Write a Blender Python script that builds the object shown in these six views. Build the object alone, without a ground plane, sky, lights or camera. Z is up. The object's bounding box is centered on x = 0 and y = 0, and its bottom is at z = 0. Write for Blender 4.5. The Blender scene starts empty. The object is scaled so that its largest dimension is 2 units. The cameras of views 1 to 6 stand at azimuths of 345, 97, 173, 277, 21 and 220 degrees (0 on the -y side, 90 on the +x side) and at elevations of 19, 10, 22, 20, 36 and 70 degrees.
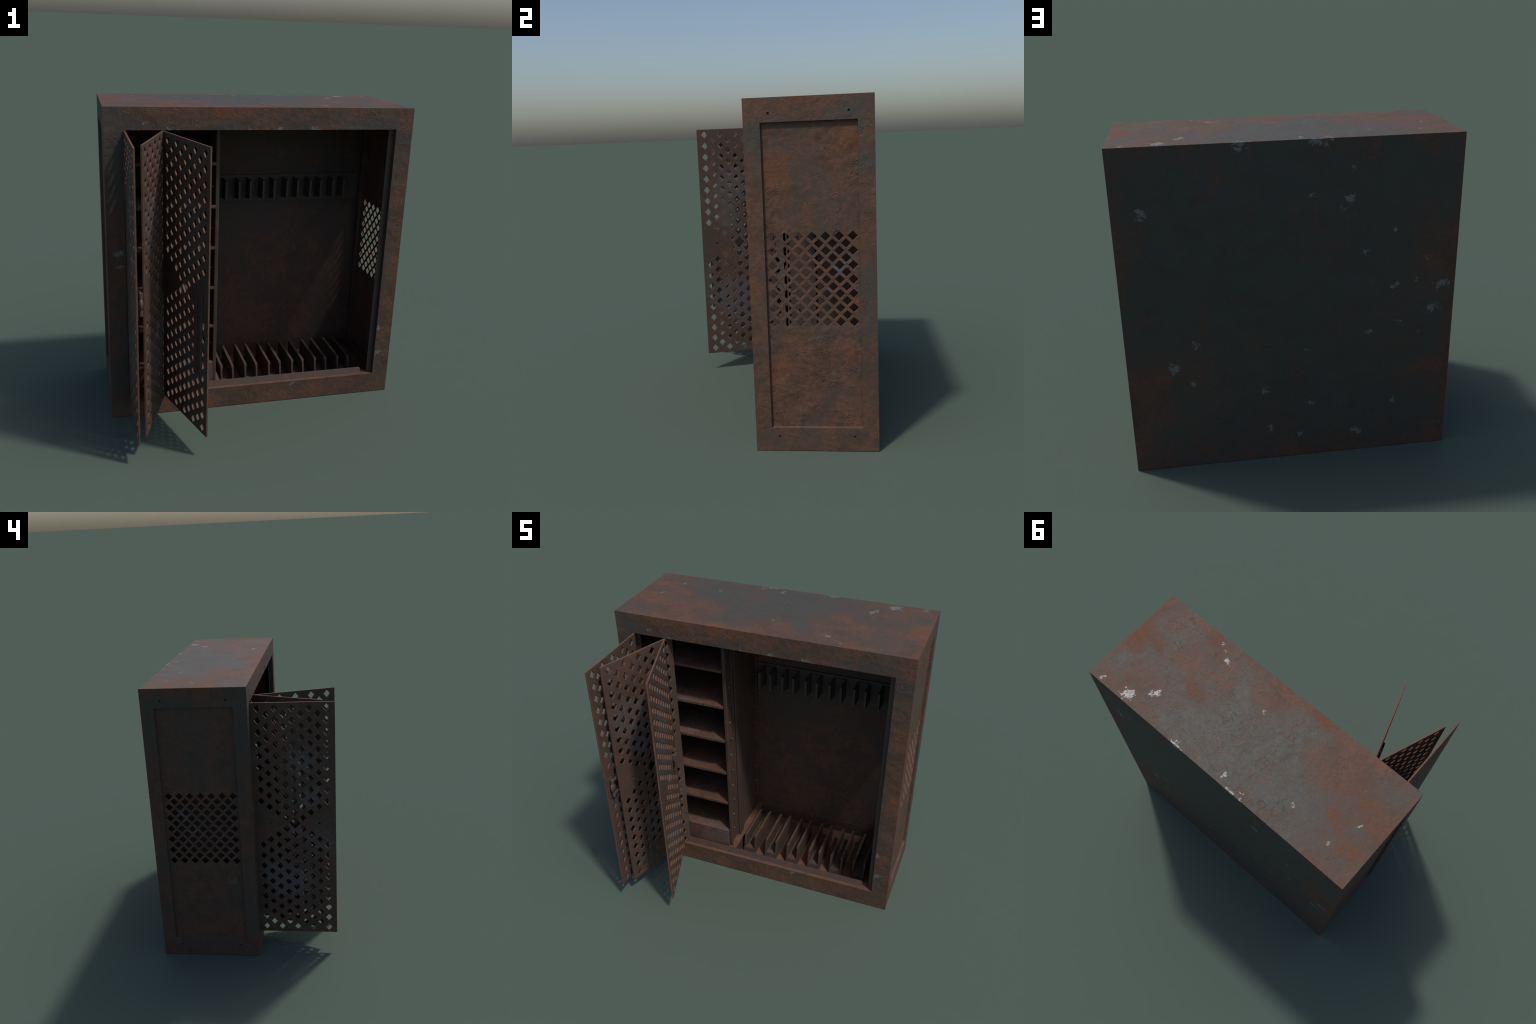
import bpy, bmesh, math, random
from mathutils import Vector, Matrix

random.seed(7)
S = bpy.context.scene
COL = S.collection

# ------------------------------------------------------------------ sizes
HX, Y0, Y1, HT = 0.9650, -0.0720, 0.6318, 2.0       # outer shell
OX, OZ0, OZ1 = 0.853, 0.142, 1.866               # front opening
IX, IY1, IZ1 = 0.937, 0.597, 1.935               # inner cavity
WELL_Z, WELL_X0, WELL_X1 = 0.035, -0.231, 0.936                  # sunk floor under the rack
DOOR_W, DOOR_Z0, DOOR_Z1, DOOR_T = 0.566, 0.1365, 1.8645, 0.0105
PITCH = 0.1727                                  # rack slot spacing
SLOT_X = [-0.2060 + PITCH * i for i in range(6)]  # left fin of each slot
SLOT_W = 0.0952                                  # outer width of a slot bracket
SHELF_Z = [0.290 + 0.2718 * i for i in range(6)]

# ------------------------------------------------------------------ node helpers
class N:
    """Small helper to write shader maths as expressions."""
    def __init__(self, mat):
        self.t = mat.node_tree
        self.n = self.t.nodes
        self.l = self.t.links
    def node(self, kind, **kw):
        nd = self.n.new(kind)
        for k, v in kw.items():
            setattr(nd, k, v)
        return nd
    def put(self, sock, v):
        if isinstance(v, bpy.types.NodeSocket):
            self.l.new(v, sock)
        elif v is not None:
            sock.default_value = v
    def m(self, op, a, b=None, c=None, clamp=False):
        nd = self.node('ShaderNodeMath', operation=op, use_clamp=clamp)
        for i, v in enumerate((a, b, c)):
            self.put(nd.inputs[i], v)
        return nd.outputs[0]
    def add(self, a, b): return self.m('ADD', a, b)
    def mul(self, a, b): return self.m('MULTIPLY', a, b)
    def mx(self, a, b): return self.m('MAXIMUM', a, b)
    def ramp(self, v, lo, hi, smooth=True):
        nd = self.node('ShaderNodeMapRange', interpolation_type='SMOOTHSTEP' if smooth else 'LINEAR')
        self.put(nd.inputs['Value'], v)
        self.put(nd.inputs['From Min'], lo)
        self.put(nd.inputs['From Max'], hi)
        return nd.outputs[0]
    def noise(self, vec, scale, detail=4.0, rough=0.55, dist=0.0):
        nd = self.node('ShaderNodeTexNoise')
        self.put(nd.inputs['Vector'], vec)
        nd.inputs['Scale'].default_value = scale
        nd.inputs['Detail'].default_value = detail
        nd.inputs['Roughness'].default_value = rough
        nd.inputs['Distortion'].default_value = dist
        return nd.outputs[0]
    def mapping(self, vec, scale=(1, 1, 1), loc=(0, 0, 0)):
        nd = self.node('ShaderNodeMapping')
        self.put(nd.inputs['Vector'], vec)
        nd.inputs['Scale'].default_value = scale
        nd.inputs['Location'].default_value = loc
        return nd.outputs[0]
    def mix(self, f, a, b):
        nd = self.node('ShaderNodeMix', data_type='RGBA')
        self.put(nd.inputs[0], f)
        for i, v in ((6, a), (7, b)):
            self.put(nd.inputs[i], v if isinstance(v, bpy.types.NodeSocket) else (*v, 1.0))
        return nd.outputs[2]
    def fmix(self, f, a, b):
        nd = self.node('ShaderNodeMix', data_type='FLOAT')
        self.put(nd.inputs[0], f); self.put(nd.inputs[2], a); self.put(nd.inputs[3], b)
        return nd.outputs[0]
    def blobs(self, vec, spots, stretch=(1, 1, 1)):
        """Soft spots of matter at given places: list of (x, y, z, radius)."""
        out = None
        for x, y, z, r in spots:
            sub = self.node('ShaderNodeVectorMath', operation='SUBTRACT')
            self.put(sub.inputs[0], vec); sub.inputs[1].default_value = (x, y, z)
            sc = self.node('ShaderNodeVectorMath', operation='MULTIPLY')
            self.put(sc.inputs[0], sub.outputs[0]); sc.inputs[1].default_value = stretch
            ln = self.node('ShaderNodeVectorMath', operation='LENGTH')
            self.put(ln.inputs[0], sc.outputs[0])
            b = self.ramp(ln.outputs['Value'], r, 0.0)
            out = b if out is None else self.mx(out, b)
        return out

# palette (linear base colours)
PAINT   = (0.061, 0.0570, 0.0470)
PAINT2  = (0.047, 0.050, 0.042)
BROWN   = (0.114, 0.060, 0.037)
BROWN2  = (0.073, 0.041, 0.027)
ORANGE  = (0.155, 0.064, 0.029)
RED     = (0.125, 0.050, 0.029)
CHIP    = (0.190, 0.184, 0.182)
LAVENDER = (0.115, 0.109, 0.111)

def rusty(name, paint=PAINT, paint2=PAINT2, brown=BROWN, brown2=BROWN2, orange=ORANGE,
          bias=0.0, orange_bias=0.0, speck=0.5, chip=0.0, chip_col=CHIP, chip_metal=0.35,
          edge=None, bump=1.0, spots_brown=None, spots_orange=None, spots_chip=None,
          streak_orange=None, low_brown=0.0, random_shift=False, worn=None, dents=0.0,
          rough=0.60, metal=0.0):
    mat = bpy.data.materials.new(name)
    mat.use_nodes = True
    h = N(mat)
    bsdf = next(n for n in h.n if n.type == 'BSDF_PRINCIPLED')
    co = h.node('ShaderNodeTexCoord').outputs['Object']
    vec = co
    if random_shift:
        oi = h.node('ShaderNodeObjectInfo').outputs['Random']
        cmb = h.node('ShaderNodeCombineXYZ')
        for i, k in enumerate((13.0, 7.0, 5.0)):
            h.put(cmb.inputs[i], h.mul(oi, k))
        va = h.node('ShaderNodeVectorMath', operation='ADD')
        h.put(va.inputs[0], co); h.put(va.inputs[1], cmb.outputs[0])
        vec = va.outputs[0]
    n_low = h.noise(vec, 2.1, 5, 0.6, 0.3)
    n_mid = h.noise(vec, 7.5, 6, 0.62, 0.4)
    n_fine = h.noise(vec, 38.0, 5, 0.65)
    n_grit = h.noise(vec, 140.0, 3, 0.6)
    wn = h.node('ShaderNodeTexNoise'); h.put(wn.inputs['Vector'], vec)
    wn.inputs['Scale'].default_value = 11.0; wn.inputs['Detail'].default_value = 6.0; wn.inputs['Roughness'].default_value = 0.7
    w1 = h.node('ShaderNodeVectorMath', operation='SUBTRACT'); h.put(w1.inputs[0], wn.outputs['Color']); w1.inputs[1].default_value = (0.5, 0.5, 0.5)
    w2 = h.node('ShaderNodeVectorMath', operation='MULTIPLY_ADD'); h.put(w2.inputs[0], w1.outputs[0])
    w2.inputs[1].default_value = (0.16, 0.16, 0.16); h.put(w2.inputs[2], co)
    wco = w2.outputs[0]
    # brown film of rust
    v = h.add(h.mul(h.add(n_low, -0.5), 2.3), h.mul(h.add(n_mid, -0.5), 1.1))
    v = h.add(v, h.mul(h.add(n_fine, -0.5), 0.5))
    v = h.add(v, bias)
    sep = h.node('ShaderNodeSeparateXYZ'); h.put(sep.inputs[0], co)
    if edge:
        ex = h.m('SUBTRACT', HX, h.m('ABSOLUTE', sep.outputs[0]))
        ey = h.m('SUBTRACT', 0.35, h.m('ABSOLUTE', h.add(sep.outputs[1], -0.28)))
        ez = h.m('SUBTRACT', 1.0, h.m('ABSOLUTE', h.add(sep.outputs[2], -1.0)))
        mid = h.mx(h.m('MINIMUM', ex, ey), h.m('MINIMUM', h.mx(ex, ey), ez))  # distance to the nearest edge
        v = h.add(v, h.mul(h.ramp(mid, edge[0], 0.0), edge[1]))
    if low_brown:
        v = h.add(v, h.mul(h.ramp(sep.outputs[2], 0.34, 0.02), low_brown))
    if spots_brown:
        v = h.add(v, h.mul(h.blobs(wco, spots_brown), 1.2))
    m_brown = h.ramp(v, -0.50, 0.80)
    # orange bloom
    o = h.add(h.mul(h.add(n_mid, -0.5), 1.9), h.mul(h.add(n_fine, -0.5), 0.9))
    o = h.add(o, h.add(h.mul(h.add(m_brown, -0.5), 0.3), orange_bias))
    if spots_orange:
        o = h.add(o, h.mul(h.blobs(wco, spots_orange), 0.85))
    if streak_orange:
        o = h.add(o, h.mul(h.blobs(wco, streak_orange, (1, 1, 0.33)),
                           h.add(0.35, h.noise(h.mapping(vec, (26, 26, 5)), 1.0, 4, 0.7))))
    m_orange = h.ramp(o, 0.08, 1.20)
    # small crumbs of rust
    vor = h.noise(h.mapping(vec, (1, 1, 0.8)), 68.0, 3, 0.5, 0.4)
    sp = h.add(vor, h.mul(h.add(n_mid, -0.5), 0.55))
    m_speck = h.mul(h.ramp(sp, 0.575, 0.645), speck)
    # base colours
    c_paint = h.mix(h.ramp(n_mid, 0.35, 0.65), paint, paint2)
    c_brown = h.mix(h.ramp(h.add(h.mul(n_mid, 0.5), h.mul(n_fine, 0.5)), 0.40, 0.60), brown2, brown)
    col = h.mix(m_brown, c_paint, c_brown)
    col = h.mix(h.mul(m_speck, 0.85), col, RED)
    drip = h.noise(h.mapping(vec, (1, 1, 0.3), (1.3, 0.2, 2.0)), 34.0, 3, 0.55, 0.3)
    m_drip = h.mul(h.ramp(h.add(drip, h.mul(h.add(n_low, -0.5), 0.35)), 0.63, 0.70), speck)
    col = h.mix(h.mul(m_drip, 0.75), col, (0.115, 0.052, 0.029))
    c_or = h.mix(h.ramp(n_fine, 0.35, 0.7), RED, orange)
    col = h.mix(h.mul(m_orange, 0.8), col, c_or)
    # bared, pale patches
    m_chip = 0.0
    if chip or spots_chip or worn:
        hi = h.noise(vec, 55.0, 5, 0.68, 0.4)
        cz = h.mul(h.add(hi, -0.5), 2.6)
        base = chip - 1.0
        cz = h.add(cz, h.add(base, h.mul(h.add(n_mid, -0.5), 0.7)))
        if spots_chip:
            cz = h.add(cz, h.mul(h.blobs(wco, spots_chip, (1, 1, 1)), 1.20))
        if worn:
            cz = h.add(cz, h.mul(h.ramp(h.noise(h.mapping(vec, (1, 1, 1), worn), 1.7, 2, 0.5), 0.44, 0.66), 0.85))
        m_chip = h.mul(h.ramp(cz, 0.04, 0.24), 0.95)
        if worn:
            m_chip = h.mul(h.ramp(cz, -0.30, 0.45), 0.70)
        col = h.mix(m_chip, col, chip_col)
    # fine value grain
    g = h.ramp(n_grit, 0.25, 0.75, False)
    col = h.mix(h.mul(g, 0.22), col, h.mix(0.5, col, (0.03, 0.025, 0.022)))
    h.put(bsdf.inputs['Base Color'], col)
    r = h.fmix(m_brown, rough, 0.70)
    r = h.fmix(m_orange, r, 0.88)
    r = h.add(r, h.mul(h.add(n_fine, -0.5), 0.2))
    if not isinstance(m_chip, float):
        r = h.fmix(m_chip, r, 0.47)
        h.put(bsdf.inputs['Metallic'], h.add(h.mul(m_chip, chip_metal), metal))
    else:
        bsdf.inputs['Metallic'].default_value = metal
    h.put(bsdf.inputs['Roughness'], r)
    bsdf.inputs['Specular IOR Level'].default_value = 0.36
    # relief
    hgt = h.add(h.mul(n_fine, 0.32 if dents else 0.55), h.mul(n_grit, 0.10))
    hgt = h.add(hgt, h.mul(m_speck, -0.5))
    hgt = h.add(hgt, h.mul(m_orange, 0.25))
    if dents:
        warp = h.noise(vec, 17.0, 3, 0.55, 0.5)
        gouge = h.ramp(h.m('ABSOLUTE', h.add(warp, -0.5)), 0.05, 0.0)          # ridge lines
        place = h.ramp(h.noise(h.mapping(vec, (1, 1, 1), (3.1, 1.7, 0.4)), 9.0, 3, 0.6), 0.55, 0.68)
        hgt = h.add(hgt, h.mul(h.mul(gouge, place), dents * 0.5))
        pits = h.ramp(h.noise(h.mapping(vec, (1, 1, 1), (0.7, 5.1, 2.2)), 34.0, 3, 0.5, 0.4), 0.60, 0.70)
        hgt = h.add(hgt, h.mul(h.mul(pits, h.add(0.12, place)), -dents * 0.7))
        rough_area = h.ramp(h.noise(h.mapping(vec, (1, 1, 1), (6.1, 0.3, 2.9)), 3.2, 3, 0.6), 0.42, 0.66)
        lumps = h.add(h.mul(h.noise(vec, 13.0, 2, 0.5), 1.7), h.mul(h.noise(vec, 30.0, 2, 0.5, 0.3), 0.8))
        hgt = h.add(hgt, h.mul(h.mul(lumps, h.add(0.15, h.mul(rough_area, 0.85))), dents))
    bp = h.node('ShaderNodeBump')
    bp.inputs['Strength'].default_value = min(1.0, 0.45 * bump)
    bp.inputs['Distance'].default_value = 0.006 * bump
    h.put(bp.inputs['Height'], hgt)
    h.put(bsdf.inputs['Normal'], bp.outputs[0])
    return mat

# places of orange bloom, pale chips and brown film on the shell
TOP_ORANGE = [(0.41, 0.32, 2.0, 0.17), (-0.80, 0.27, 2.0, 0.36), (0.86, 0.25, 2.0, 0.32), (0.55, 0.0, 2.0, 0.16), (-0.25, -0.05, 2.0, 0.2), (-0.86, 0.44, 2.0, 0.14), (0.84, 0.34, 2.0, 0.20),
              (-0.47, 0.36, 2.0, 0.09), (-0.70, 0.10, 2.0, 0.14), (0.75, 0.52, 2.0, 0.12)]
BACK_ORANGE = [(0.76, 0.63, 0.58, 0.10), (0.15, 0.63, 0.30, 0.08), (0.55, 0.63, 0.10, 0.18)]
BACK_STREAK = [(0.48, 0.63, 1.72, 0.13), (0.39, 0.63, 1.84, 0.16), (0.60, 0.63, 0.94, 0.07), (0.50, 0.63, 1.01, 0.06),
               (-0.62, 0.63, 0.55, 0.07), (-0.31, 0.63, 0.42, 0.08)]
FRONT_ORANGE = [(0.92, -0.07, 0.95, 0.14), (0.92, -0.07, 0.45, 0.10), (-0.3, -0.07, 0.05, 0.14), (0.94, -0.07, 1.45, 0.10)]
TOP_CHIP = [(0.70, 0.59, 2.0, 0.10), (0.57, 0.47, 2.0, 0.065), (0.52, -0.03, 2.0, 0.03), (0.46, 0.01, 2.0, 0.045),
            (0.41, 0.05, 2.0, 0.040), (0.03, 0.14, 2.0, 0.04), (-0.22, 0.62, 2.0, 0.05), (-0.07, 0.58, 2.0, 0.03),
            (-0.47, 0.46, 2.0, 0.03), (-0.75, 0.48, 2.0, 0.035), (-0.82, 0.31, 2.0, 0.035), (-0.72, 0.13, 2.0, 0.03), (0.88, 0.60, 2.0, 0.04)]
BACK_CHIP = [(-0.34, 0.63, 1.83, 0.030), (-0.12, 0.63, 1.70, 0.043), (-0.28, 0.63, 1.60, 0.039), (-0.35, 0.63, 1.565, 0.043),
             (-0.33, 0.63, 1.66, 0.043), (-0.59, 0.63, 1.47, 0.039), (-0.43, 0.63, 1.34, 0.034), (-0.79, 0.63, 1.29, 0.039),
             (-0.89, 0.63, 1.11, 0.073), (-0.73, 0.63, 1.15, 0.034), (-0.45, 0.63, 1.16, 0.030), (-0.61, 0.63, 1.11, 0.043),
             (-0.84, 0.63, 0.96, 0.073), (-0.64, 0.63, 0.89, 0.034), (-0.46, 0.63, 0.82, 0.034), (-0.76, 0.63, 0.80, 0.034),
             (0.81, 0.63, 1.64, 0.069), (0.57, 0.63, 0.82, 0.052), (0.70, 0.63, 0.69, 0.065), (0.17, 0.63, 0.49, 0.069),
             (-0.10, 0.63, 0.39, 0.039), (0.15, 0.63, 0.21, 0.047), (-0.02, 0.63, 0.15, 0.052), (-0.39, 0.63, 0.14, 0.056),
             (-0.63, 0.63, 0.34, 0.043), (0.27, 0.63, 1.985, 0.086), (-0.15, 0.63, 1.98, 0.086), (-0.09, 0.63, 0.74, 0.030),
             (0.60, 0.63, 0.58, 0.052)]
FRONT_CHIP = [(-0.90, -0.07, 1.13, 0.07), (-0.89, -0.07, 1.02, 0.05), (-0.72, -0.07, 1.89, 0.03), (-0.58, -0.07, 1.88, 0.03),
              (-0.1, -0.07, 1.868, 0.07), (0.1, -0.07, 1.868, 0.07), (0.32, -0.07, 1.872, 0.06), (0.862, -0.07, 0.5, 0.06),
              (0.862, -0.07, 0.3, 0.06), (0.25, -0.07, 0.135, 0.05)]
SHELL_BROWN = [(0.0, -0.08, 2.0, 0.50), (0.92, 0.02, 2.0, 0.32), (0.85, 0.58, 2.0, 0.3), (0.965, 0.28, 1.3, 0.75), (0.965, 0.28, 0.5, 0.65), (-0.965, 0.3, 1.0, 0.9), (0.45, 0.12, 2.0, 0.5), (-0.55, 0.10, 2.0, 0.45), (0.0, 0.02, 2.0, 0.35), (0.7, 0.45, 2.0, 0.4),
               (-0.75, 0.4, 2.0, 0.4), (0.85, 0.63, 0.5, 0.6), (-0.9, 0.25, 2.0, 0.42), (0.95, 0.25, 2.0, 0.50), (0.3, -0.10, 2.0, 0.28), (-0.3, -0.10, 2.0, 0.25),
               (0.93, -0.07, 0.7, 0.5), (0.93, -0.07, 1.5, 0.4), (0.0, -0.07, 0.05, 0.4), (0.6, -0.07, 0.05, 0.4),
               (-0.5, -0.07, 0.05, 0.4), (-0.45, -0.07, 1.93, 0.3), (0.4, -0.07, 1.93, 0.3), (0.95, 0.05, 1.2, 0.4),
               (0.95, 0.05, 0.4, 0.4), (0.95, 0.2, 1.95, 0.3), (-0.96, 0.55, 1.3, 0.5), (-0.96, 0.55, 0.5, 0.5)]

M_SHELL = rusty('shell_paint', bias=-0.58, edge=(0.11, 0.38), speck=0.8, spots_brown=SHELL_BROWN, low_brown=0.6,
                spots_orange=TOP_ORANGE + BACK_ORANGE + FRONT_ORANGE, streak_orange=BACK_STREAK,
                spots_chip=TOP_CHIP + BACK_CHIP + FRONT_CHIP, chip=0.28, orange_bias=-0.24, dents=1.15, bump=1.0)
M_SIDE = rusty('side_panel_rust', bias=0.50, orange_bias=0.0, speck=0.5, chip=0.30, dents=1.7, bump=1.15,
               spots_orange=[(0.947, 0.1, 1.6, 0.25), (0.947, 0.5, 1.75, 0.15), (0.947, 0.06, 0.5, 0.2), (0.947, 0.52, 0.55, 0.15)],
               spots_chip=[(0.95, 0.42, 1.05, 0.10), (0.95, 0.48, 1.12, 0.08), (0.95, 0.38, 0.95, 0.07),
                           (-0.95, 0.40, 1.1, 0.10), (-0.95, 0.35, 1.0, 0.09), (-0.95, 0.1, 0.6, 0.08)],
               chip_col=LAVENDER, chip_metal=0.3)
M_EDGE = rusty('worn_edge', bias=0.7, orange_bias=0.05, speck=0.2, brown=(0.150, 0.075, 0.047), brown2=(0.098, 0.050, 0.032))
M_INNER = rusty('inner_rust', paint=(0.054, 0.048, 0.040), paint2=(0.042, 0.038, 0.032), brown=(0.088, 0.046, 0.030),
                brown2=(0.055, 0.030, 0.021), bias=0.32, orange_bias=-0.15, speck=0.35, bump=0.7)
M_FLOOR = rusty('floor_rust', bias=0.8, orange_bias=0.10, speck=0.3, brown=(0.135, 0.065, 0.040), brown2=(0.095, 0.046, 0.029))
M_DOOR = rusty('door_paint', spots_chip=[(0.22, 0, 1.45, 0.22), (0.18, 0, 1.20, 0.14), (0.30, 0, 0.56, 0.26), (0.44, 0, 0.62, 0.14), (0.30, 0, 0.95, 0.10)],
               paint=(0.062, 0.056, 0.046), paint2=(0.048, 0.045, 0.038), bias=0.30, orange_bias=-0.06, speck=0.3,
               brown=(0.098, 0.057, 0.040), random_shift=True, worn=(0.2, 0.7, 1.1), chip=0.30, chip_col=LAVENDER,
               chip_metal=0.25, bump=0.8)
M_STEEL = rusty('rack_steel', paint=(0.070, 0.054, 0.046), paint2=(0.054, 0.041, 0.035), brown=(0.086, 0.047, 0.033),
                brown2=(0.060, 0.034, 0.026), bias=0.1, orange_bias=-0.12, speck=0.25, random_shift=True, bump=0.5, rough=0.5)
M_RAIL = rusty('rail_steel', paint=(0.060, 0.046, 0.040), paint2=(0.048, 0.037, 0.032), brown=(0.078, 0.044, 0.031),  # base colours darkened so the sill rail's up-tilted face looks less lit
               brown2=(0.055, 0.032, 0.025), bias=0.2, orange_bias=-0.15, speck=0.2, bump=0.5)
M_HOOK = rusty('hook_steel', paint=(0.076, 0.060, 0.051), paint2=(0.060, 0.048, 0.041), brown=(0.082, 0.050, 0.036),
               brown2=(0.055, 0.042, 0.036), bias=-0.35, orange_bias=-0.4, speck=0.1, random_shift=True, bump=0.4, rough=0.62)
M_SHELF = rusty('shelf_rust', bias=0.6, orange_bias=0.02, speck=0.3, brown=(0.108, 0.055, 0.036), brown2=(0.066, 0.034, 0.024),  # browns lowered, baking in bay shade where sun reaches too deep on shelves
                random_shift=True, worn=(0.5, 0.1, 0.3), chip=0.45, chip_col=(0.13, 0.10, 0.09), chip_metal=0.1)
M_PIN = rusty('pin_rust', bias=0.8, orange_bias=0.25, speck=0.0, bump=0.3)
M_SCREW = rusty('screw_steel', paint=(0.30, 0.29, 0.29), paint2=(0.22, 0.21, 0.21), bias=-0.9, orange_bias=-0.6, speck=0.0,
                bump=0.2, rough=0.35, metal=0.5)
M_LATCH = rusty('latch_steel', paint=(0.13, 0.10, 0.09), paint2=(0.10, 0.075, 0.065), brown=(0.15, 0.085, 0.06),
                bias=0.1, orange_bias=-0.05, speck=0.2, random_shift=True, bump=0.4, rough=0.4, metal=0.3)
M_DARK = rusty('dark_steel', paint=(0.062, 0.060, 0.066), paint2=(0.050, 0.048, 0.052), bias=-0.5, orange_bias=-0.4, speck=0.1,
               bump=0.4, rough=0.5)

# ------------------------------------------------------------------ mesh helpers
def new_obj(name, me, mats, parent=None):
    ob = bpy.data.objects.new(name, me)
    for m in mats:
        me.materials.append(m)
    COL.objects.link(ob)
    if parent:
        ob.parent = parent
    return ob

def box_into(bm, x0, x1, y0, y1, z0, z1, mi=0):
    vs = [bm.verts.new((x, y, z)) for z in (z0, z1) for x, y in ((x0, y0), (x1, y0), (x1, y1), (x0, y1))]
    for f in ((3, 2, 1, 0), (4, 5, 6, 7), (0, 1, 5, 4), (1, 2, 6, 5), (2, 3, 7, 6), (3, 0, 4, 7)):
        fc = bm.faces.new([vs[i] for i in f]); fc.material_index = mi

def cyl_into(bm, c, r, length, axis='Z', seg=16, r2=None):
    rot = {'Z': Matrix(), 'X': Matrix.Rotation(math.pi / 2, 4, 'Y'), 'Y': Matrix.Rotation(-math.pi / 2, 4, 'X')}[axis]
    bmesh.ops.create_cone(bm, cap_ends=True, segments=seg, radius1=r, radius2=r if r2 is None else r2, depth=length,
                          matrix=Matrix.Translation(c) @ rot)

def mesh_from(bm, name):
    bmesh.ops.recalc_face_normals(bm, faces=bm.faces)
    me = bpy.data.meshes.new(name)
    bm.to_mesh(me); bm.free()
    return me

def apply_mods(ob):
    dg = bpy.context.evaluated_depsgraph_get()
    me = bpy.data.meshes.new_from_object(ob.evaluated_get(dg))
    old = ob.data
    ob.modifiers.clear()
    ob.data = me
    bpy.data.meshes.remove(old)

def bevel(ob, w, seg=2, mat=-1, angle=35):
    b = ob.modifiers.new('bevel', 'BEVEL')
    b.width = w; b.segments = seg; b.limit_method = 'ANGLE'; b.angle_limit = math.radians(angle)
    b.material = mat; b.use_clamp_overlap = True
    apply_mods(ob)
    return ob

def smooth_angle(ob, deg=40):
    me = ob.data
    for p in me.polygons:
        p.use_smooth = True
    me.set_sharp_from_angle(angle=math.radians(deg))

def boxes(name, parts, mats, parent, w=0.0015, seg=2, edge_mat=-1):
    bm = bmesh.new()
    for p in parts:
        box_into(bm, *p)
    ob = new_obj(name, mesh_from(bm, name), mats, parent)
    if w:
        bevel(ob, w, seg, edge_mat)
    return ob

def extrude_profile(name, pts, lo, hi, axis, mats, parent, w=0.001):
    """Prism of a closed 2D profile along an axis. axis X: pts are (y, z); axis Z: pts are (x, y); axis Y: pts are (x, z)."""
    bm = bmesh.new()
    mk = {'X': lambda a, b, t: (t, a, b), 'Y': lambda a, b, t: (a, t, b), 'Z': lambda a, b, t: (a, b, t)}[axis]
    r0 = [bm.verts.new(mk(a, b, lo)) for a, b in pts]
    r1 = [bm.verts.new(mk(a, b, hi)) for a, b in pts]
    n = len(pts)
    bm.faces.new(r0); bm.faces.new(r1)
    for i in range(n):
        bm.faces.new((r0[i], r0[(i + 1) % n], r1[(i + 1) % n], r1[i]))
    ob = new_obj(name, mesh_from(bm, name), mats, parent)
    if w:
        bevel(ob, w, 2)
    return ob

def pierced_plate(name, w0, w1, z0, z1, thick, diamonds, rounds, rim=0.0010):
    """Sheet in the local XZ plane with diamond and round holes; thickness along Y, centred on 0."""
    cu = bpy.data.curves.new(name, 'CURVE')
    cu.dimensions = '2D'; cu.fill_mode = 'BOTH'
    cu.extrude = thick / 2 - rim; cu.bevel_depth = rim; cu.bevel_resolution = 0
    def poly(pts):
        sp = cu.splines.new('POLY')
        sp.points.add(len(pts) - 1)
        for p, (a, b) in zip(sp.points, pts):
            p.co = (a, b, 0, 1)
        sp.use_cyclic_u = True
    e = rim
    poly([(w0 + e, z0 + e), (w1 - e, z0 + e), (w1 - e, z1 - e), (w0 + e, z1 - e)])
    for x, z, a, b in diamonds:
        a += 1.35 * e; b += 1.35 * e
        poly([(x - a, z), (x, z - b), (x + a, z), (x, z + b)])
    for x, z, r in rounds:
        poly([(x + (r + e) * math.cos(t * math.pi / 6), z + (r + e) * math.sin(t * math.pi / 6)) for t in range(12)])
    tmp = bpy.data.objects.new('tmp_curve', cu)
    COL.objects.link(tmp)
    dg = bpy.context.evaluated_depsgraph_get()
    me = bpy.data.meshes.new_from_object(tmp.evaluated_get(dg))
    bpy.data.objects.remove(tmp); bpy.data.curves.remove(cu)
    me.materials.clear()
    me.transform(Matrix.Rotation(math.pi / 2, 4, 'X'))
    for p in me.polygons:                      # bare cut edges of the sheet
        p.material_index = 1 if abs(p.normal.y) < 0.9 else 0
        p.use_smooth = False
    me.name = name
    return me

# ------------------------------------------------------------------ the thing
root = bpy.data.objects.new('gun_locker', None)
COL.objects.link(root)
root['label'] = 'rusty steel weapon locker with perforated folding doors, shelves and rack'
root['category'] = 'gun locker'

# ---- shell: closed box, hollowed, with front opening, sunk floor, side recesses and screw holes
bm = bmesh.new()
box_into(bm, -HX, HX, Y0, Y1, 0.0, HT)
shell = new_obj('shell', mesh_from(bm, 'shell'), [M_SHELL, M_EDGE, M_INNER, M_FLOOR], root)

def cut(target, build):
    b = bmesh.new(); build(b)
    c = bpy.data.objects.new('cutter', mesh_from(b, 'cutter'))
    COL.objects.link(c)
    md = target.modifiers.new('cut', 'BOOLEAN')
    md.operation = 'DIFFERENCE'; md.solver = 'EXACT'; md.object = c
    apply_mods(target)
    bpy.data.objects.remove(c)

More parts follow.
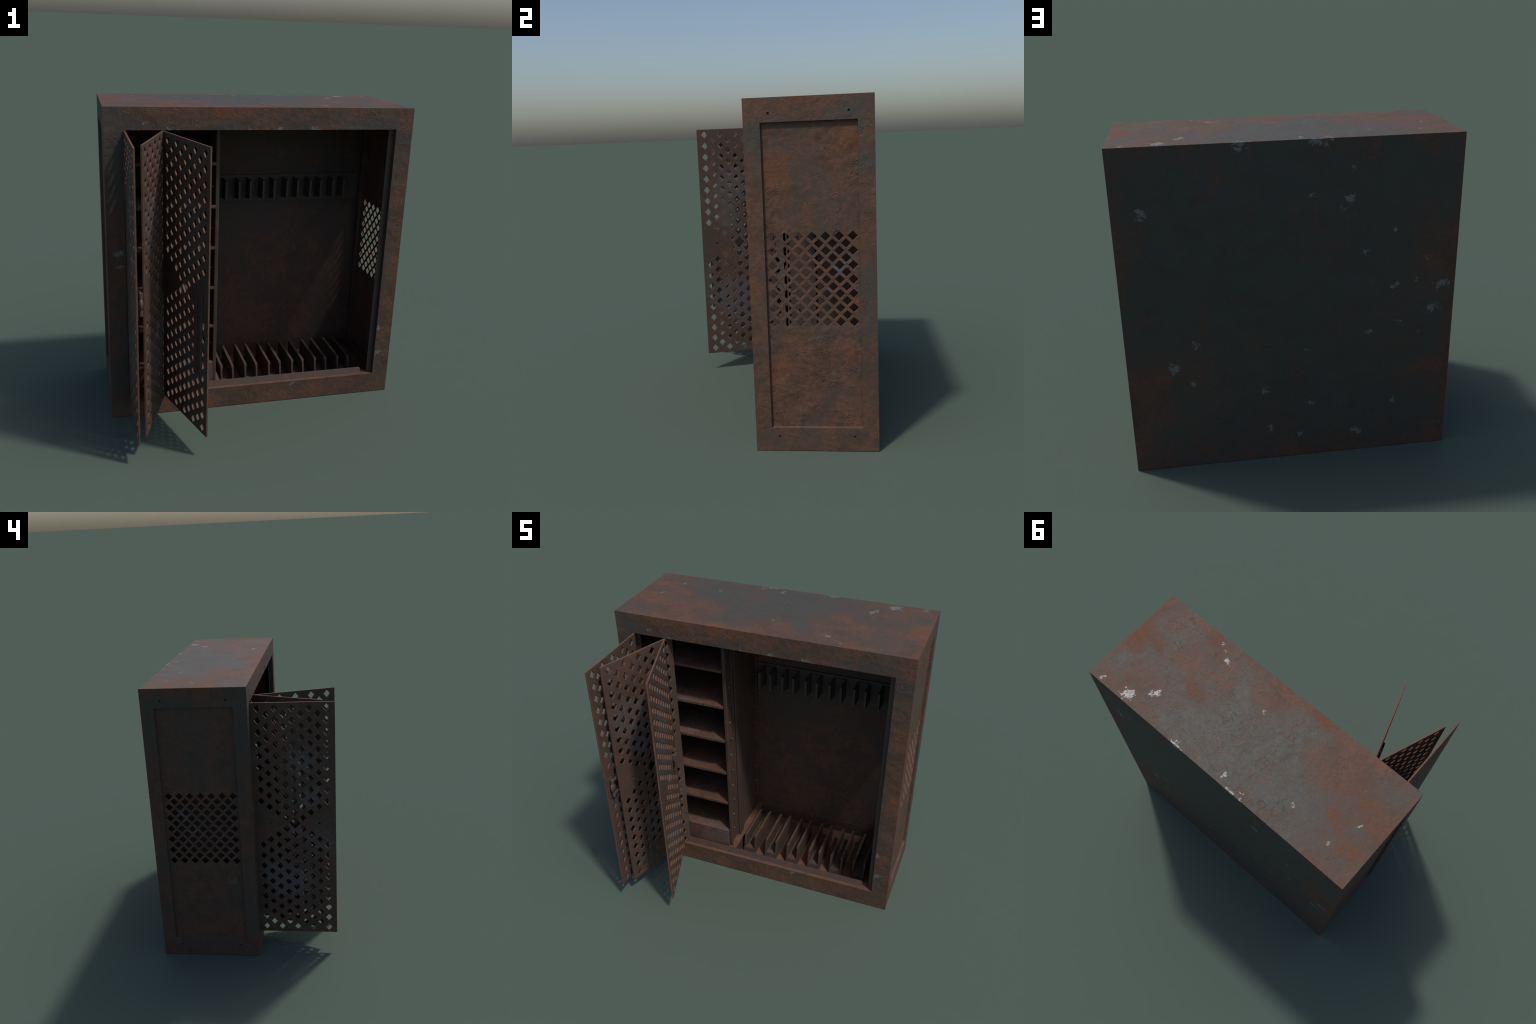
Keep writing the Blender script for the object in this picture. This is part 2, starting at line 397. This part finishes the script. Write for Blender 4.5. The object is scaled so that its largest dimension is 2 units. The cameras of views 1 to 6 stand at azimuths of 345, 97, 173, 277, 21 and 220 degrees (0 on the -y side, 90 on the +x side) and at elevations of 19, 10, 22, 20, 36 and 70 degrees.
cut(shell, lambda b: box_into(b, -IX, IX, Y0 + 0.030, IY1, OZ0, IZ1))
cut(shell, lambda b: box_into(b, -OX, OX, Y0 - 0.05, Y0 + 0.06, OZ0, OZ1))
cut(shell, lambda b: box_into(b, WELL_X0, WELL_X1, 0.0, IY1 - 0.001, WELL_Z, OZ0 + 0.05))
def recess(b, side):
    a0 = [b.verts.new((side * (HX + 0.0005), y, z)) for y, z in ((0.0195, 0.139), (0.5425, 0.139), (0.5425, 1.8685), (0.0195, 1.8685))]
    a1 = [b.verts.new((side * 0.9475, y, z)) for y, z in ((0.0225, 0.142), (0.5395, 0.142), (0.5395, 1.8655), (0.0225, 1.8655))]
    b.faces.new(a0); b.faces.new(a1)
    for i in range(4):
        b.faces.new((a0[i], a0[(i + 1) % 4], a1[(i + 1) % 4], a1[i]))
for s in (-1, 1):
    cut(shell, lambda b: recess(b, s))
    cut(shell, lambda b: box_into(b, *sorted((s * 0.90, s * 0.952)), 0.0235, 0.5385, 0.1430, 1.8645))
def screw_holes(b):
    for s in (-1, 1):
        for y in (0.065, 0.4955):
            for z in (0.0865, 1.916):
                cyl_into(b, (s * HX, y, z), 0.0068, 0.03, 'X', 14)
cut(shell, screw_holes)
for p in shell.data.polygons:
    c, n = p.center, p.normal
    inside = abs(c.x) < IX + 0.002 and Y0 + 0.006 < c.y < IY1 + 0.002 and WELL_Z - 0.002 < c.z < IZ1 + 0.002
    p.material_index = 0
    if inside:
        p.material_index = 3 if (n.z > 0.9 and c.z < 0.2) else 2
bevel(shell, 0.0030, 2, 1)
for p in shell.data.polygons:
    p.use_smooth = False

# ---- pierced side panels sunk in the side frames
dia = []
for r in range(13):
    z = 1.0015 + (6 - r) * 0.0404
    for c in range(7 - (r % 2)):
        dia.append((0.2805 + (c - 3 + 0.5 * (r % 2)) * 0.0744, z, 0.0275, 0.0260))
side_me = pierced_plate('side_panel', 0.014, 0.548, 0.134, 1.874, 0.007, dia, [], 0.0017)
side_me.transform(Matrix.Rotation(math.pi / 2, 4, 'Z'))
for s in (1, -1):
    me = side_me.copy()
    me.transform(Matrix.Translation((s * 0.9440, 0, 0)))
    sp = new_obj('side_panel', me, [M_SIDE, M_EDGE], root)
bpy.data.meshes.remove(side_me)

# ---- door stop strips just inside the opening, and the low rail on the sill
for s in (-1, 1):
    a, b = sorted((s * 0.819, s * 0.861))
    boxes('door_stop', [(a, b, -0.039, -0.031, OZ0 + 0.0005, IZ1 - 0.001)], [M_STEEL], root, 0.003)
rail = extrude_profile('sill_rail', [(-0.773, 0.017), (-0.757, 0.0), (0.757, 0.0), (0.773, 0.017), (0.773, 0.034),
                                     (0.766, 0.041), (-0.766, 0.041), (-0.773, 0.034)], 0.0, 0.009, 'Y', [M_RAIL], root, 0.0018)
rail.location = (0, -0.0470, 0.1415)          # leans back over the sill
rail.rotation_euler = (-math.radians(26), 0, 0)

# ---- upright partition between shelves and rack bay
boxes('partition', [(-0.2840, -0.2765, 0.236, 0.5965, OZ0 + 0.0005, IZ1 - 0.001)], [M_INNER], root, 0.001)
for a, b in ((-0.2764, -0.2635), (0.9120, IX - 0.0005)):
    boxes('corner_strip', [(a, b, 0.574 if a < 0 else 0.550, 0.5965, WELL_Z - 0.0 if a > 0 else OZ0 + 0.0006, IZ1 - 0.0012)], [M_INNER], root, 0.001)
boxes('partition_post', [(-0.284, -0.2700, 0.157, 0.240, OZ0 + 0.0008, IZ1 - 0.0015), (-0.2685, -0.256, 0.166, 0.240, OZ0 + 0.0008, IZ1 - 0.0015)], [M_RAIL], root, 0.004, 3)

# ---- shelf unit: two uprights with rolled front edge, shelves, drawer box
def upright(name, x_in, x_out):
    d = 1 if x_out > x_in else -1
    y, w, t, r = 0.027, 0.024, 0.012, 0.004   # front trim strip, then the thin web behind it
    pts = [(x_in, 0.158), (x_in, y + r), (x_in + d * 0.0012, y + 0.0012), (x_in + d * r, y), (x_in + d * (w - r), y),
           (x_in + d * (w - 0.0012), y + 0.0012), (x_in + d * w, y + r), (x_in + d * w, y + t), (x_in + d * 0.0065, y + t + 0.004),
           (x_in + d * 0.0065, 0.158)]
    return extrude_profile(name, pts, 0.150, IZ1 - 0.002, 'Z', [M_INNER], root, 0)
up_r = upright('shelf_upright', -0.285, -0.261)
boxes('shelf_upright', [(-0.850, -0.8345, -0.0300, 0.1400, OZ0 + 0.001, IZ1 - 0.002)], [M_INNER], root, 0.003)
boxes('shelf_side', [(-0.8380, -0.8300, 0.1405, 0.5965, OZ0 + 0.001, IZ1 - 0.002)], [M_INNER], root, 0.001)

first = extrude_profile('shelf', [(0, 0.007), (0, -0.012), (0.007, -0.012), (0.009, -0.007), (0.570, -0.007), (0.570, 0), (0.010, 0), (0.007, 0.007)],
                        0.0, 0.544, 'X', [M_SHELF], root, 0.0012)
first.location = (-0.8295, 0.014, SHELF_Z[1])
for z in SHELF_Z[2:]:
    o = first.copy(); COL.objects.link(o)
    o.location = (-0.8295, 0.014, z)
    o.rotation_euler = (random.uniform(-.002, .002), random.uniform(-.0015, .0015), 0)
boxes('drawer', [(-0.8295, -0.287, 0.011, 0.585, OZ0 + 0.004, SHELF_Z[0] + 0.006)], [M_SHELF], root, 0.002)

# ---- screws and shelf pins
def head(name, r, h, mat):
    b = bmesh.new()
    cyl_into(b, (0, 0, 0), r, h, 'X', 12)
    o = new_obj(name, mesh_from(b, name), [mat], root)
    bevel(o, min(r, h) * 0.3, 2, -1, 40)
    smooth_angle(o, 50)
    return o
def scatter(proto, places):
    for i, p in enumerate(places):
        o = proto if i == 0 else proto.copy()
        if i:
            COL.objects.link(o)
        o.location = p
        o.rotation_euler = (random.uniform(0, 3), 0, 0)
pin_z = [z - 0.026 for z in SHELF_Z[1:]]
screw_z = [SHELF_Z[0] - 0.028] + [z + 0.107 for z in SHELF_Z[:5]]
scatter(head('shelf_pin', 0.0052, 0.034, M_PIN),
        [(-0.280, 0.107, z) for z in pin_z] + [(-0.838, 0.107, z) for z in pin_z])
scatter(head('screw', 0.0048, 0.0190, M_SCREW),
        [(-0.2825, 0.104, z) for z in screw_z] + [(-0.836, 0.104, z) for z in screw_z]
        + [(-0.283, 0.544, 0.269 + 0.137 * i) for i in range(9)] + [(-0.283, 0.544, 1.86)])

boxes('tray_rim', [(WELL_X0 + 0.001, 0.9190, 0.0005, 0.020, WELL_Z - 0.002, 0.060), (0.9200, WELL_X1 - 0.0005, 0.0005, 0.549, WELL_Z - 0.002, 0.098)],
      [M_FLOOR], root, 0.002)
# ---- floor rack: six U brackets standing in the sunk floor
bm = bmesh.new()
t, lip, y1 = 0.0130, 0.0048, 0.467
zt, zb = 0.189, WELL_Z + 0.0006
def lean(z):                                  # front edge slopes forward towards the floor
    return 0.137 - 0.22 * (zt - z)
prof = [(0, zb), (SLOT_W, zb), (SLOT_W, zt), (SLOT_W - t - lip, zt), (SLOT_W - t - lip, zt - 0.013), (SLOT_W - t, zt - 0.017),
        (SLOT_W - t, 0.079), (t, 0.079), (t, zt - 0.017), (t + lip, zt - 0.013), (t + lip, zt), (0, zt)]
r0 = [bm.verts.new((a, lean(b), b)) for a, b in prof]
r1 = [bm.verts.new((a, y1, b)) for a, b in prof]
bm.faces.new(r0); bm.faces.new(r1)
for i in range(len(prof)):
    j = (i + 1) % len(prof)
    bm.faces.new((r0[i], r0[j], r1[j], r1[i]))
slot = new_obj('slot_bracket', mesh_from(bm, 'slot_bracket'), [M_STEEL], root)
bevel(slot, 0.0012, 2)
for i, x in enumerate(SLOT_X):
    o = slot if i == 0 else slot.copy()
    if i:
        COL.objects.link(o)
    o.location = (x, random.uniform(-0.001, 0.001), 0)
    o.rotation_euler = (0, 0, random.uniform(-0.004, 0.004))

# ---- hook rail on the back wall with six U brackets
boxes('hook_rail', [(-0.262, 0.899, 0.584, 0.5965, 1.259, 1.449)], [M_HOOK], root, 0.0015)
boxes('rail_end', [(0.901, 0.935, 0.541, 0.5495, 1.262, 1.446)], [M_INNER], root, 0.001)
bm = bmesh.new()
t = 0.0160
prof = [(0, 0.4605), (t, 0.4605), (t, 0.5740), (SLOT_W - t, 0.5740), (SLOT_W - t, 0.4605), (SLOT_W, 0.4605), (SLOT_W, 0.5845), (0, 0.5845)]
r0 = [bm.verts.new((a, b, 1.302 if b < 0.5 else 1.286)) for a, b in prof]
r1 = [bm.verts.new((a, b, 1.431)) for a, b in prof]
bm.faces.new(r0); bm.faces.new(r1)
for i in range(len(prof)):
    j = (i + 1) % len(prof)
    bm.faces.new((r0[i], r0[j], r1[j], r1[i]))
hook = new_obj('hook_bracket', mesh_from(bm, 'hook_bracket'), [M_HOOK], root)
bevel(hook, 0.0012, 2)
bolts = []
for i, x in enumerate(SLOT_X):
    o = hook if i == 0 else hook.copy()
    if i:
        COL.objects.link(o)
    o.location = (x, 0, 0)
    bolts += [(x + SLOT_W / 2, 0.5735, 1.412), (x + SLOT_W / 2, 0.5735, 1.322)]
b = bmesh.new(); cyl_into(b, (0, 0, 0), 0.005, 0.006, 'Y', 12)
bolt = new_obj('bolt', mesh_from(b, 'bolt'), [M_DARK], root)
bevel(bolt, 0.001, 2, -1, 40)
bolts += [(0.920, 0.540, z) for z in (1.29, 1.42)]
for i, p in enumerate(bolts):
    o = bolt if i == 0 else bolt.copy()
    if i:
        COL.objects.link(o)
    o.location = p

# ---- perforated doors
holes = []
for k in range(-20, 21):
    for j in range(-4, 5):
        if (k + j) % 2 or abs(k) < abs(j):
            continue
        big = 1.62 if k == 0 else 1.0
        holes.append((DOOR_W / 2 + j * 0.0568, 1.0015 + k * 0.04118, 0.0236 * big, 0.0270 * big))
rounds = [(DOOR_W / 2 + s * 0.1700, 1.0015, 0.0075) for s in (-1, 1)]
door_me = pierced_plate('door', 0.0, DOOR_W, DOOR_Z0, DOOR_Z1, DOOR_T, holes, rounds)
door_me.materials.append(M_DOOR); door_me.materials.append(M_EDGE)

def place_door(tip, hinge):
    d = (Vector(hinge) - Vector(tip)).normalized()
    o = bpy.data.objects.new('door', door_me)
    COL.objects.link(o); o.parent = root
    o.location = (tip[0], tip[1], 0)
    o.rotation_euler = (0, 0, math.atan2(d.y, d.x))
    return o
door_a = place_door((-0.8425, -0.6315), (-0.8452, -0.0665))
door_b = place_door((-0.7975, -0.5515), (-0.6035, -0.0200))
door_c = place_door((-0.4460, -0.6250), (-0.6205, -0.0850))
# local frame of a door: x runs from free edge to hinge edge, -y is the right-hand face

def build_latch(door, s, sign):
    """Latch on the right face: plate, upper and lower knuckles, drop-shaped grip and two straps."""
    f = -DOOR_T / 2
    bm = bmesh.new()
    box_into(bm, s - 0.026, s + 0.030, f - 0.0035, f + 0.001, 0.918, 1.072)
    plate = new_obj('latch_plate', mesh_from(bm, 'latch_plate'), [M_LATCH], door)
    bevel(plate, 0.0015, 2)
    bm = bmesh.new()
    cy = f - 0.021
    cyl_into(bm, (s, cy, 1.052), 0.0125, 0.036, 'Z', 6)
    cyl_into(bm, (s, cy, 0.948), 0.0120, 0.030, 'Z', 10)
    kn = new_obj('latch_knuckle', mesh_from(bm, 'latch_knuckle'), [M_LATCH], door)
    bevel(kn, 0.002, 2)
    # grip: lathe with bulge above and thin tail below
    bm = bmesh.new()
    prof = [(1.036, 0.008), (1.030, 0.013), (1.016, 0.019), (1.000, 0.0205), (0.986, 0.018), (0.974, 0.012), (0.966, 0.008), (0.960, 0.007)]
    seg = 16; rings = []
    for z, r in prof:
        rings.append([bm.verts.new((s + r * 1.15 * math.cos(2 * math.pi * k / seg), cy + r * 0.72 * math.sin(2 * math.pi * k / seg), z)) for k in range(seg)])
    for a, b2 in zip(rings, rings[1:]):
        for k in range(seg):
            bm.faces.new((a[k], a[(k + 1) % seg], b2[(k + 1) % seg], b2[k]))
    bm.faces.new(rings[0]); bm.faces.new(rings[-1])
    g = new_obj('latch_grip', mesh_from(bm, 'latch_grip'), [M_LATCH], door)
    smooth_angle(g, 60)
    bm = bmesh.new()
    for z in (1.050, 0.948):
        a, b2 = sorted((s + sign * 0.006, s + sign * 0.088))
        box_into(bm, a, b2, cy - 0.006, cy + 0.006, z - 0.009, z + 0.009)
        cyl_into(bm, (s + sign * 0.077, (f + cy - 0.012) / 2, z), 0.0125, abs(cy - f) + 0.013, 'Y', 12)
    st = new_obj('latch_strap', mesh_from(bm, 'latch_strap'), [M_LATCH], door)
    bevel(st, 0.0035, 3)
build_latch(door_a, 0.040, 1)

def build_turn_handle(door, s):
    """Drop-shaped turn handle seen edge-on: boss, arched lever with its foot, nut above, small keeper by the edge."""
    f = -DOOR_T / 2
    prof = [(0, 1.034), (0, 1.076), (0.028, 1.076), (0.032, 1.055), (0.030, 1.032), (0.021, 1.004), (0.0175, 0.965), (0.014, 0.946),
            (0, 0.944), (0, 0.952), (0.008, 0.957), (0.0105, 0.985), (0.012, 1.020)]
    lever = extrude_profile('turn_handle', [(f - n + 0.001, z) for n, z in prof], s - 0.020, s + 0.022, 'X', [M_LATCH], door, 0.004)
    bm = bmesh.new()
    cyl_into(bm, (s, f - 0.016, 1.104), 0.0095, 0.030, 'Z', 6)
    cyl_into(bm, (s, f - 0.016, 1.082), 0.0060, 0.020, 'Z', 10)
    box_into(bm, s - 0.009, s + 0.009, f - 0.010, f + 0.001, 1.094, 1.116)
    nut = new_obj('handle_nut', mesh_from(bm, 'handle_nut'), [M_LATCH], door)
    bevel(nut, 0.0015, 2)
    boxes('keeper', [(s + 0.066, s + 0.100, f - 0.009, f + 0.001, 0.985, 1.040), (s + 0.070, s + 0.096, f - 0.007, f + 0.001, 0.925, 0.950)],
          [M_LATCH], door, 0.002)
build_turn_handle(door_c, 0.448)

# pull handle on the left face of the right-hand door
f = DOOR_T / 2
boxes('pull_plate', [(0.060, 0.146, f - 0.001, f + 0.0032, 0.508, 1.022)], [M_DARK], door_c, 0.0012)
boxes('pull_bar', [(0.114, 0.149, f + 0.0034, f + 0.0120, 0.505, 1.024)], [M_STEEL], door_c, 0.003, 3)
boxes('pull_lip', [(0.056, 0.067, f + 0.001, f + 0.0145, 0.504, 1.040)], [M_STEEL], door_c, 0.002)
bm = bmesh.new()
for z in (0.982, 0.540):
    cyl_into(bm, (0.084, f + 0.006, z), 0.009, 0.008, 'Y', 6)
pb = new_obj('pull_bolt', mesh_from(bm, 'pull_bolt'), [M_LATCH], door_c)
bevel(pb, 0.0015, 2)
